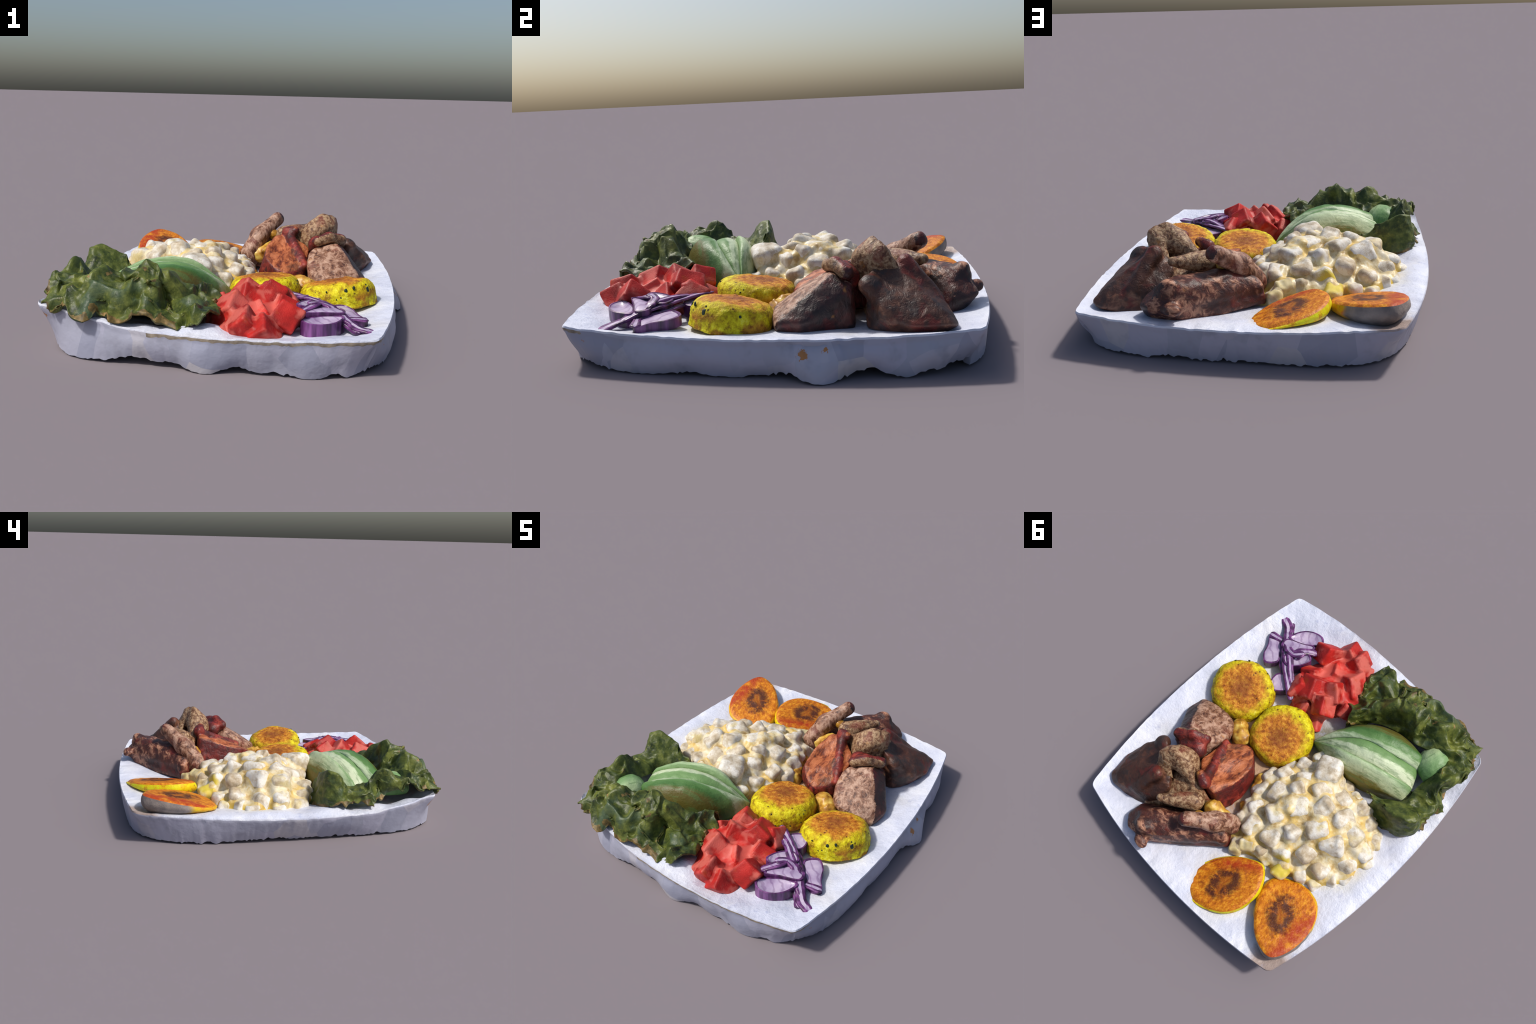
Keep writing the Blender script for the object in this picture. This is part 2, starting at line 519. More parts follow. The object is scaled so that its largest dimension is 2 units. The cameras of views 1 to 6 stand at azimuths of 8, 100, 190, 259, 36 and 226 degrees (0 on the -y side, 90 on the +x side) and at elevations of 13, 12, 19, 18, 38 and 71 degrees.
# ------------------------------------------------------------------ the plate
def plate_height(x, y):
    """Height of the eating surface: a shallow bowl, lifted under the lettuce."""
    r = np.maximum(np.abs(x) / .86, np.abs(y) / .98)
    z = .118 + .050 * np.clip((r - .55) / .45, 0, 1) ** 1.3
    far = np.clip((y - .45) / .4, 0, 1) + np.clip((-x - .55) / .3, 0, 1) * (y > -.3)
    z = z + .014 * np.clip(far, 0, 1) * np.clip((r - .45) / .3, 0, 1)
    z = z + .022 * np.clip((x + -y - 1.30) / .25, 0, 1)
    # the surface climbs to meet the hanging leaf
    for cx, cy, w, h in ((.0, -.85, .07, .045), (-.12, -.90, .08, .03), (-.30, -.92, .10, .03), (-.50, -.91, .10, .05), (-.68, -.90, .10, .07),
                         (-.80, -.70, .08, .05), (-.80, -.48, .08, .035), (-.76, -.22, .07, .02)):
        z = z + h * np.exp(-((x - cx) ** 2 + (y - cy) ** 2) / w ** 2)
    return z


def build_plate():
    # rim corners, each side bowed outwards and slightly sagging at its middle
    A, D, C, B = (.762, -.895, .192), (.746, .908, .192), (-.786, .920, .200), (-.825, -.850, .185)
    sides = [(A, D, (.852, .01, .168)), (D, C, (0.0, .994, .176)), (C, B, (-.910, .06, .165)), (B, A, (.0, -.972, .172))]
    n = 170
    rim, low, sid = [], [], []
    for k, (p, q, m) in enumerate(sides):
        p, q, m = map(np.array, (p, q, m))
        for i in range(n):
            t = i / n
            w = 1 - abs(2 * t - 1) ** 2.1
            base = p + (q - p) * t
            mid = m - (p + q) / 2
            rim.append(base + mid * w); sid.append((k, t))
    rim = np.array(rim)
    N = len(rim)
    k = np.ones(7) / 7                     # round the corners a little
    ext = np.concatenate([rim[-3:], rim, rim[:3]])
    rim = np.stack([np.convolve(ext[:, i], k, 'valid') for i in range(3)], 1)
    for cx, cy, w, h in ((-.70, -.93, .11, .045), (-.84, -.80, .12, .050), (-.87, -.60, .10, .02), (-.50, -.95, .10, .02)):
        rim[:, 2] += h * np.exp(-((rim[:, 0] - cx) ** 2 + (rim[:, 1] - cy) ** 2) / w ** 2)
    rim[:, 2] += .0035 * noise(np.c_[rim[:, :2], np.zeros(N)], 30, 14)
    # lower edge of the skirt: inset, rounder corners, ragged on two sides
    ang = np.arctan2(rim[:, 1], rim[:, 0])
    def loop(inset, p):
        out = []
        for a in ang:
            c, s = math.cos(a), math.sin(a)
            r = (abs(c / .835) ** p + abs(s / .950) ** p) ** (-1 / p)
            if c * s > 0 or c < 0:
                if s > 0:
                    r *= 1 - .018 * (2 * abs(c * s)) ** 8
            out.append((r * c - .006, r * s + .012))
        return np.array(out)
    low = loop(.0, 5.2)
    zlow = np.full(N, .006)
    flare = np.zeros(N)
    def dip(t, c, w):
        return math.exp(-((t - c) / w) ** 2)
    for i, (kk, t) in enumerate(sid):
        if kk == 0:        # +x side, from y=-.89 to .91
            z = .028 - .026 * dip(t, .20, .11) - .028 * dip(t, .42, .08) - .030 * dip(t, .63, .055) + .014 * dip(t, .73, .03) - .022 * dip(t, .82, .04) + .022 * dip(t, .97, .06)
            flare[i] = .085 * dip(t, .61, .06) + .012 * dip(t, .82, .05) + .015 * dip(t, .40, .1)
        elif kk == 3:      # -y side, from x=-.83 to .76
            z = .024 - .020 * dip(t, .12, .09) + .010 * dip(t, .3, .05) - .024 * dip(t, .50, .06) - .018 * dip(t, .66, .03) - .024 * dip(t, .81, .06) - .022 * dip(t, .93, .03)
            flare[i] = .038 * dip(t, .50, .06) + .012 * dip(t, .80, .05) + .01 * dip(t, .15, .1)
        else:
            z = .010 + .012 * math.sin(math.pi * t) * .4
        zlow[i] = max(z, 0)
    P = np.c_[low, zlow]
    jag = noise(np.c_[rim[:, :2], np.zeros(N)], 22, 3) * .006 + noise(np.c_[rim[:, :2], np.zeros(N)], 70, 5) * .008
    zlow = np.maximum(zlow + jag * np.where(zlow > .012, 1.3, .6), 0)
    nrm = low / np.linalg.norm(low, axis=1)[:, None]
    low = low + nrm * flare[:, None]
    rows, cuts = [], []
    # eating surface, from the middle out
    fr = [.0, .1, .2, .3, .4, .5, .58, .66, .73, .79, .84, .88, .92, .95, .975, .99]
    for f in fr[1:]:
        x, y = rim[:, 0] * f, rim[:, 1] * f
        z = plate_height(x, y)
        z = np.minimum(z, rim[:, 2] + .03)
        bl = max(0, (f - .86) / .14)
        z = z * (1 - bl ** 2) + (rim[:, 2] - .002) * bl ** 2
        z = z + noise(np.c_[x, y, 0 * x], 9, 21) * .006 * min(1, f * 1.2) * (1 - bl * .6)
        rows.append(np.c_[x, y, z])
    rows.append(rim.copy())
    e = rim.copy(); e[:, :2] *= 1.004; e[:, 2] -= .008; rows.append(e)
    nskirt0 = len(rows) - 1
    e2 = rim.copy(); e2[:, :2] *= .999; e2[:, 2] -= .020 + .012 * np.abs(noise(np.c_[rim[:, :2], np.zeros(N)], 40, 77))
    K = 9
    for j in range(K + 1):
        t = j / K
        xy = e2[:, :2] * (1 - t) + low * t
        # the skirt drops nearly straight, then turns in
        corner = np.array([abs(2 * q[1] - 1) ** 4 for q in sid])
        face = np.array([(.022, .006, .006, .006)[q[0]] for q in sid])
        bow = math.sin(math.pi * t) * (face - .016 * corner)
        xy = xy * (1 + bow)[:, None]
        z = e2[:, 2] * (1 - t) + zlow * t
        p = np.c_[xy, z]
        amp = np.array([.012 if s[0] in (0, 3) else .004 for s in sid]) * math.sin(math.pi * min(1, t * .9 + .05))
        d = noise(p * np.array([1, 1, .6]), 8, 31) * amp
        p[:, :2] += nrm * d[:, None]
        rows.append(p)
    # underside, closed
    for f, dz in ((.975, .004), (.93, .05), (.5, .06)):
        q = rows[nskirt0 + K + 1].copy() if f == .975 else np.c_[low * f, zlow * 0 + dz + .02]
        if f == .975:
            q[:, :2] *= f; q[:, 2] += dz
        rows.append(q)
    R = len(rows)
    V = np.concatenate([np.array([[0, 0, .115]])] + rows + [np.array([[0, 0, .08]])])
    F, fm = [], []
    for i in range(N):
        j = (i + 1) % N
        F.append((0, 1 + i, 1 + j)); fm.append(0)
        for r in range(R - 1):
            a = 1 + r * N
            F.append((a + i, a + N + i, a + N + j, a + j))
            if r < nskirt0 - 1:
                fm.append(0)
            elif r <= nskirt0:
                kk, t = sid[i]
                brown = (kk == 3 and t > .33) or (kk == 0 and t < .05)
                fm.append(1 if (brown and r == nskirt0) else (0 if r < nskirt0 else 2))
            else:
                fm.append(2)
        a = 1 + (R - 1) * N
        F.append((a + i, len(V) - 1, a + j)); fm.append(2)
    ob = mesh_object('plate', V, F, [plate_material('top'), plate_material('rim_edge'), plate_material('skirt')],
                     origin=(0, 0, 0), face_mat=fm)
    # keep the rim crisp
    me = ob.data
    me.set_sharp_from_angle(angle=math.radians(50))
    return tag(ob, 'square white plate with bowed sides and a ragged skirt', 'plate')


# ------------------------------------------------------------------ meat
def build_meat():
    m_pale = meat_material('grilled_meat_pale', srgb(182, 146, 124), srgb(132, 92, 70), srgb(76, 44, 34), .3, .4, (1, 1, .7), 1.15, 30, glaze=.0)
    m_tan = meat_material('grilled_meat_tan', srgb(176, 146, 112), srgb(128, 92, 64), srgb(80, 50, 34), .4, .5, (1, 1, 1), 1.0, 44)
    m_red = meat_material('grilled_meat_red', srgb(188, 112, 70), srgb(150, 78, 42), srgb(92, 40, 26), .6, .5, (1.4, .6, .8), .8, 24)
    m_dark = meat_material('grilled_meat_charred', srgb(120, 82, 62), srgb(90, 54, 40), srgb(58, 38, 31), .8, .6, (1, 1, 1), .1, 22, (46, 41, 40))
    m_log = meat_material('grilled_meat_bark', srgb(182, 132, 104), srgb(94, 50, 38), srgb(56, 31, 27), .55, .5, (.8, 1.2, 1), .42, 24, (50, 36, 36))
    m_crust = meat_material('grilled_meat_crust', srgb(96, 58, 50), srgb(70, 42, 38), srgb(44, 32, 32), .6, .5, (1, 1, .6), .1, 20)
    m_wine = meat_material('grilled_meat_edge', srgb(150, 60, 46), srgb(116, 36, 30), srgb(64, 26, 26), .5, .7, (1, 1, 1), .4, 22)

    def piece(name, fn, lo, hi, mat, label, h=.0078, rough=.0035, freq=12, seed=0, pick=None):
        def f(p):
            return fn(p) + fbm(p, freq, 2, seed) * rough + noise(p, 42, seed + 5) * .0016
        V, F = surface_nets(f, lo, hi, h)
        fm = None
        if pick is not None:
            N = vnormals(V, F)[F].mean(1)
            C = V[F].mean(1) + .012 * np.stack([noise(V[F].mean(1), 20, 7 + i) for i in range(3)], 1)
            fm = pick(C, N / (np.linalg.norm(N, axis=1)[:, None] + 1e-9)).astype(int)
        ob = mesh_object(name, V, F, mat, face_mat=fm)
        return tag(ob, label, 'grilled meat')

    K = .028
    # broad dark slab leaning on the rim
    def slab(p):
        a = sd_hull(p, [(.66, .825, .17), (.715, .79, .19), (.66, .76, .13), (.735, .62, .19), (.69, .60, .13), (.655, .50, .13), (.70, .50, .20),
                        (.60, .43, .13), (.45, .45, .12), (.33, .62, .12), (.38, .74, .13), (.48, .79, .13), (.58, .81, .15), (.40, .72, .26),
                        (.585, .43, .345), (.668, .485, .28), (.665, .74, .25), (.477, .555, .40), (.44, .48, .40), (.46, .66, .335), (.345, .61, .335), (.41, .71, .255), (.355, .68, .265),
                        (.62, .80, .22), (.50, .74, .24)], .013)
        dent = sd_ellipsoid(p, (.62, .57, .385), (.13, .08, .07), (0, .2, .7))
        a = smax(a, -dent, .04)
        knob = sd_ellipsoid(p, (.583, .44, .325), (.04, .04, .035))
        ridge = sd_capsule(p, (.44, .60, .39), (.52, .73, .25), .040, .032)
        return smin(smin(a, knob, .04), ridge, .03)
    piece('roasted_meat_slab', slab, (.3, .33, .08), (.88, .93, .5), m_dark, 'broad dark charred slab of grilled meat', seed=1)

    # thick log with a rough bark
    def log(p):
        a = sd_hull(p, [(.42, .83, .14), (.38, .88, .15), (.445, .84, .25), (.39, .94, .24), (.36, .80, .33), (.30, .87, .33),
                        (.24, .88, .13), (.255, .94, .22), (.45, .77, .19), (.45, .86, .20), (.42, .73, .14), (.28, .745, .355), (.26, .69, .12), (.24, .69, .345), (.07, .575, .335), (.05, .66, .34),
                        (-.06, .48, .13), (-.03, .48, .29), (-.125, .59, .13), (-.105, .595, .25), (.08, .745, .13), (.085, .75, .26), (.10, .48, .13), (.20, .85, .335)], K)
        lump = sd_ellipsoid(p, (.285, .86, .31), (.05, .035, .045))
        groove = sd_capsule(p, (.24, .935, .20), (-.09, .625, .205), .010, .012)
        a = smin(a, lump, .04)
        a = smin(a, sd_ellipsoid(p, (.255, .935, .235), (.045, .03, .03)), .03)
        return smax(a, -groove, .03) + fbm(p * np.array([.7, 1, 1]), 13, 2, 61) * .0055
    piece('roasted_meat_log', log, (-.25, .38, .08), (.54, 1.04, .46), [m_log, m_crust], 'thick log of grilled meat with dark rough bark', seed=2,
          pick=lambda C, N: (N @ np.array((.87, .45, -.1)) > .62) | (N[:, 1] * .5 + N[:, 0] * -.8 < -.8))

    # finger lying on the log, rising to a blunt tip
    def finger(p):
        a = sd_capsule(p, (.112, .672, .425), (.015, .56, .33), .044, .050)
        a = smin(a, sd_capsule(p, (.015, .56, .33), (-.045, .49, .22), .048, .052), .05)
        return smin(a, sd_ellipsoid(p, (-.02, .50, .22), (.055, .055, .08)), .04)
    piece('roasted_meat_finger', finger, (-.2, .35, .1), (.25, .8, .54), [m_pale, m_crust], 'blunt brown finger of grilled meat standing up', seed=3,
          pick=lambda C, N: (C[:, 2] > .405) & (N @ np.array((.6, .6, .3)) > .35))

    # tall crowning lump with a hollow towards the back
    def crown(p):
        a = sd_hull(p, [(.40, .45, .525), (.46, .47, .52), (.495, .52, .50), (.525, .51, .43), (.515, .44, .45), (.44, .365, .44), (.345, .345, .41),
                        (.33, .42, .46), (.29, .44, .42), (.25, .50, .375), (.38, .535, .40), (.50, .47, .29), (.42, .36, .29), (.30, .40, .2), (.26, .45, .2)], K)
        hollow = sd_ellipsoid(p, (.425, .640, .405), (.075, .095, .080))
        a = smax(a, -hollow, .03)
        spur = sd_capsule(p, (.322, .688, .38), (.18, .56, .34), .026, .06)
        wall = sd_hull(p, [(.50, .52, .47), (.46, .50, .47), (.49, .60, .36), (.40, .56, .40), (.44, .62, .33), (.36, .55, .33), (.50, .50, .33)], .02)
        foot = sd_hull(p, [(.33, .58, .13), (.08, .50, .13), (.14, .48, .32), (.28, .48, .38), (.40, .40, .13), (.26, .66, .13), (.45, .55, .13), (.42, .5, .3), (.41, .72, .13), (.42, .66, .25), (.34, .70, .25), (.46, .77, .13), (.455, .75, .21), (.40, .79, .13)], .025)
        return smin(smin(smin(a, spur, .04), wall, .04), foot, .04)
    piece('roasted_meat_crown', crown, (.02, .27, .1), (.65, .80, .58), m_tan, 'tall lump of grilled meat crowning the pile', seed=4)

    # cut slice lying face up, with a raised fold along one side
    def disc(p):
        a = sd_hull(p, [(.112, .152, .29), (.095, .24, .315), (.10, .36, .345), (.13, .46, .36), (.21, .455, .385), (.28, .30, .315), (.345, .17, .255),
                        (.26, .075, .225), (.17, .09, .25), (.06, .46, .20), (.04, .33, .14), (.06, .19, .14), (.22, .05, .14), (.36, .14, .13), (.33, .45, .14), (.1, .5, .14),
                        (.36, .34, .32)], .022)
        dish = sd_ellipsoid(p, (.185, .27, .365), (.085, .145, .075), (.22, 0, -.35))
        a = smax(a, -dish, .025)
        fold = sd_capsule(p, (.345, .165, .245), (.285, .30, .305), .022, .022)
        fold = smin(fold, sd_capsule(p, (.285, .30, .305), (.21, .45, .385), .022, .03), .02)
        lip = sd_capsule(p, (.205, .455, .385), (.255, .43, .40), .028, .026)
        return smin(smin(a, fold, .02), lip, .02)
    def disc_pick(C, N):
        out = np.zeros(len(C), int)
        fold = np.minimum(sd_capsule(C, (.345, .165, .265), (.285, .30, .325), .026, .026), sd_capsule(C, (.285, .30, .325), (.21, .45, .405), .026, .036))
        out[(N[:, 2] < .62) | (fold < 0)] = 1
        return out
    piece('roasted_meat_slice', disc, (-.04, .0, .1), (.46, .58, .5), [m_red, m_wine], 'reddish brown cut slice of grilled meat', seed=5, pick=disc_pick)

    # wedge between slice and patty
    def wedge(p):
        return sd_hull(p, [(.655, .05, .13), (.68, .045, .18), (.57, .02, .13), (.55, .015, .20), (.43, .02, .20), (.38, .09, .13), (.37, .12, .24), (.36, .20, .30),
                           (.42, .25, .345), (.525, .28, .36), (.63, .13, .25), (.56, .38, .13), (.565, .335, .27), (.62, .28, .13), (.645, .24, .24), (.675, .16, .13), (.70, .16, .19), (.40, .36, .13), (.56, .36, .31), (.42, .36, .3)], .022, -.010)
    piece('roasted_meat_wedge', wedge, (.28, -.05, .08), (.84, .48, .46), [m_pale, m_crust], 'grilled meat wedge with wrinkled pinkish brown face', seed=6,
          pick=lambda C, N: N @ np.array((.93, .35, 0)) > .42)

    # small dark strip on top of the wedge
    def strip(p):
        a = sd_capsule(p, (.542, .345, .375), (.47, .295, .392), .032, .034)
        a = smin(a, sd_capsule(p, (.47, .295, .392), (.405, .255, .372), .034, .028), .02)
        return smin(a, sd_capsule(p, (.47, .35, .33), (.40, .33, .34), .05, .05), .04)
    piece('roasted_meat_strip', strip, (.3, .17, .23), (.63, .47, .48), [m_wine, m_tan], 'small dark red strip of grilled meat', h=.007, seed=7,
          pick=lambda C, N: N @ np.array((.45, -.8, .1)) > .55)

    # golden fat bits between the pieces
    def bits(p):
        out = None
        for c, r in (((.10, .50, .25), .055), ((.03, .49, .22), .05), ((-.02, .34, .14), .05), ((.02, .22, .14), .045),
                     ((.33, .05, .15), .065), ((.39, .01, .15), .055), ((.10, .60, .335), .03), ((.068, .625, .405), .016), ((.045, .16, .14), .05)):
            q = np.linalg.norm(p - np.array(c), axis=1) - r
            out = q if out is None else smin(out, q, .03)
        return out
    fat = Mat('golden_fat', rough=.4)
    fatm = fat.color(fat.ramp(fat.noise(20, 3), [(.3, srgb(120, 74, 30)), (.5, srgb(190, 140, 50)), (.7, srgb(222, 196, 100))]))
    V, F = surface_nets(lambda p: bits(p) + fbm(p, 25, 2, 9) * .008, (-.15, -.07, .08), (.5, .7, .48), .009)
    ob = mesh_object('golden_fat_bits', V, F, fatm)
    tag(ob, 'small golden bits of fat between the meat', 'meat fat'); ob['kind'] = 'stuff'


# ------------------------------------------------------------------ patties
def build_patty(c, r_low, r_top, h, tilt, seed, flecks, mat, fleck_mat, turn=0):
    prof = [(0, 0), (.6, 0), (.985, .003), (1.015, .020), (1.02, .050), (1.0, .080), (.955, .107), (.88, .126), (.79, .136), (.66, .141), (.45, .144), (.22, .146), (0.0, .146)]
    pr = spline(np.array([(a, b * h / .146) for a, b in prof]), 46)
    nu = 120
    V = []
    for i in range(nu):
        a = 2 * math.pi * i / nu
        rr = r_low * (1 + .025 * math.sin(2 * a + seed) + .015 * math.sin(5 * a + 2 * seed))
        for q, z in pr:
            V.append((rr * max(q, .002) * math.cos(a), rr * max(q, .002) * math.sin(a), z))
    V = np.array(V)
    F = grid_faces(nu, len(pr), True)
    N = vnormals(V, np.array(F))
    V = V + N * (fbm(V, 16, 3, seed)[:, None] * .0045 + fbm(V, 45, 2, seed + 3)[:, None] * .0022)
    R = np.array(Euler((tilt[0], tilt[1], turn)).to_matrix())
    W = V @ R.T + np.array(c)
    ob = mesh_object('vegetable_patty', W, F, mat, origin=c, rot=R)
    tag(ob, 'round golden vegetable patty with browned top', 'vegetable patty')
    # dark green herb flecks pressed into the sides
    r2 = random.Random(seed)
    flecks = flecks + [(r2.uniform(-2.2, .9), r2.uniform(.02, .12), r2.uniform(.0035, .006)) for _ in range(9)]
    for ang, z, s in flecks:
        rr = r_low * (1.005 if z < .06 else 1.005 - (z - .06) * 1.15)
        bm = bmesh.new(); bmesh.ops.create_icosphere(bm, subdivisions=2, radius=1)
        P = np.array([v.co for v in bm.verts]); FF = [[v.index for v in f.verts] for f in bm.faces]; bm.free()
        P = P * np.array([.003 + s * .15, s * .8, s * 1.1]) * (1 + .25 * noise(P, 2.1, int(s * 9999) + seed)[:, None])
        ca, sa = math.cos(ang), math.sin(ang)
        P = P @ np.array([[ca, sa, 0], [-sa, ca, 0], [0, 0, 1]]) + np.array([rr * ca, rr * sa, z])
        fo = mesh_object('herb_fleck', P, FF, fleck_mat)
        fo.parent = ob
        fo.location = Vector(fo.location)
    return ob


def build_patties():
    k = Mat('dark_herb', rough=.5); km = k.color(k.ramp(k.noise(40, 2), [(.3, srgb(18, 30, 22)), (.7, srgb(42, 62, 36))]))
    build_patty((.560, -.178, .112), .196, .15, .146, (-.15, -.17), 1,
                [(-1.25, .098, .013), (-1.0, .108, .010), (-.52, .085, .017), (.05, .06, .008), (.16, .052, .008), (-.12, .035, .010), (.02, .03, .008), (.35, .09, .010), (2.9, .09, .01)],
                patty_material((.0, .0), 0), km)
    build_patty((.160, -.135, .108), .196, .15, .140, (-.10, -.09), 5,
                [(-1.2, .04, .009), (2.6, .07, .008), (2.3, .05, .008), (-.4, .05, .008)], patty_material((-.01, .035), 3), km)


# ------------------------------------------------------------------ squash halves
def build_squash(outline, plane, depth, mats, seed, center):
    """A half cut across: flat face on a tilted plane, rounded rind below it."""
    O = spline(np.array(outline), 96, closed=True)
    n = len(O)
    zf = lambda x, y: plane[0] + plane[1] * x + plane[2] * y
    c = np.array(center)
    parent = empty('roasted_squash_half', (c[0], c[1], .115))
    # face: rings from the middle to the edge, faintly pillowed
    V = [(c[0], c[1], zf(*c) + .006)]
    for f in np.linspace(.08, 1, 16):
        for p in O:
            x, y = c + (p - c) * f
            z = zf(x, y) + .006 * (1 - f ** 2) - (.010 * max(0, (f - .9) / .1) ** 2)
            z += float(noise(np.array([[x, y, 0]]), 25, seed)[0]) * .003 * (1 - f ** 6)
            V.append((x, y, z))
    F = [(0, 1 + i, 1 + (i + 1) % n) for i in range(n)]
    for r in range(15):
        a = 1 + r * n
        F += [(a + i, a + n + i, a + n + (i + 1) % n, a + (i + 1) % n) for i in range(n)]
    ax = O[np.argmax(np.linalg.norm(O - c, axis=1))] - c
    th = math.atan2(ax[1], ax[0])
    R = np.array(Matrix.Rotation(th, 3, 'Z'))
    mesh_object('flesh_face', V, F, mats[0], parent=parent, origin=(c[0], c[1], zf(*c)), rot=R)
    # rind: from the edge down and in
    V2 = []
    K = 12
    for j in range(K):
        t = j / (K - 1)
        f = 1.0 + .065 * math.sin(math.pi * min(1, t * 1.7)) - .40 * t ** 2.4
        for p in O:
            x, y = c + (p - c) * f
            zt = zf(*p) - .010
            z = zt + (min(plate_height(x, y) - .008, zt - .01) - zt) * math.sin(t * math.pi / 2) ** 1.0
            V2.append((x, y, z))
    V2 = np.array(V2)
    V2[n:] += (fbm(V2, 16, 2, seed)[:, None] * np.array([[.004, .004, 0]]))[n:]
    F2 = []
    for r in range(K - 1):
        a = r * n
        F2 += [(a + i, a + n + i, a + n + (i + 1) % n, a + (i + 1) % n) for i in range(n)]
    V2 = np.concatenate([V2, [[c[0], c[1], .10]]])
    a = (K - 1) * n
    F2 += [(a + i, len(V2) - 1, a + (i + 1) % n) for i in range(n)]
    mesh_object('rind', V2, F2, mats[1], parent=parent)
    return tag(parent, 'roasted orange squash half with charred centre', 'roasted squash')


def build_squashes():
    fl = squash_material('flesh')
    build_squash([(-.085, .895), (-.075, .80), (-.13, .665), (-.235, .57), (-.35, .535), (-.43, .645), (-.43, .785), (-.355, .89), (-.205, .945)],
                 (.126, -.235, .015), 1, [fl, squash_material('rind')], 3, (-.26, .75))
    build_squash([(-.465, .505), (-.585, .445), (-.715, .47), (-.79, .575), (-.805, .70), (-.775, .82), (-.715, .868), (-.59, .83), (-.475, .71), (-.43, .585)],
                 (-.016, -.13, .24), 1, [fl, squash_material('grey_rind')], 8, (-.62, .66))


# ------------------------------------------------------------------ bean salad
SALAD_EDGE = np.array([(.068, .11), (-.02, -.06), (-.09, -.215), (-.22, -.25), (-.34, -.20), (-.545, -.19), (-.745, -.07), (-.785, .086), (-.725, .34),
                       (-.56, .445), (-.435, .505), (-.34, .515), (-.12, .61), (.005, .46), (.05, .28)])


def inside(x, y):
    """Signed distance to the outline of the salad, positive inside."""
    p = np.stack([x, y], 1); d = np.full(len(p), 9.); ins = np.zeros(len(p), bool)
    for a, b in zip(SALAD_EDGE, np.roll(SALAD_EDGE, -1, 0)):
        e = b - a; w = p - a
        t = np.clip(w @ e / (e @ e), 0, 1)
        d = np.minimum(d, np.linalg.norm(w - t[:, None] * e, axis=1))
        c = (a[1] > p[:, 1]) != (b[1] > p[:, 1])
        ins ^= c & (p[:, 0] < a[0] + (p[:, 1] - a[1]) / (e[1] if e[1] else 1e-9) * e[0])
    return np.where(ins, d, -d)


def mound_height(x, y):
    """Height of the bean tops: steep at the rim of the heap, flat on top."""
    d = np.maximum(inside(x, y), 0)
    d = d * (1 - .28 * np.clip((y - .12) / .15, 0, 1))   # and falls away slowly towards the meat
    h = .236 * (1 - np.exp(-d / .112))
    w = np.clip((-x - .40) / .12, 0, 1)          # the outer side slopes gently
    gentle = np.minimum(h, .022 + 1.0 * d)
    return .132 + h * (1 - w) + gentle * w


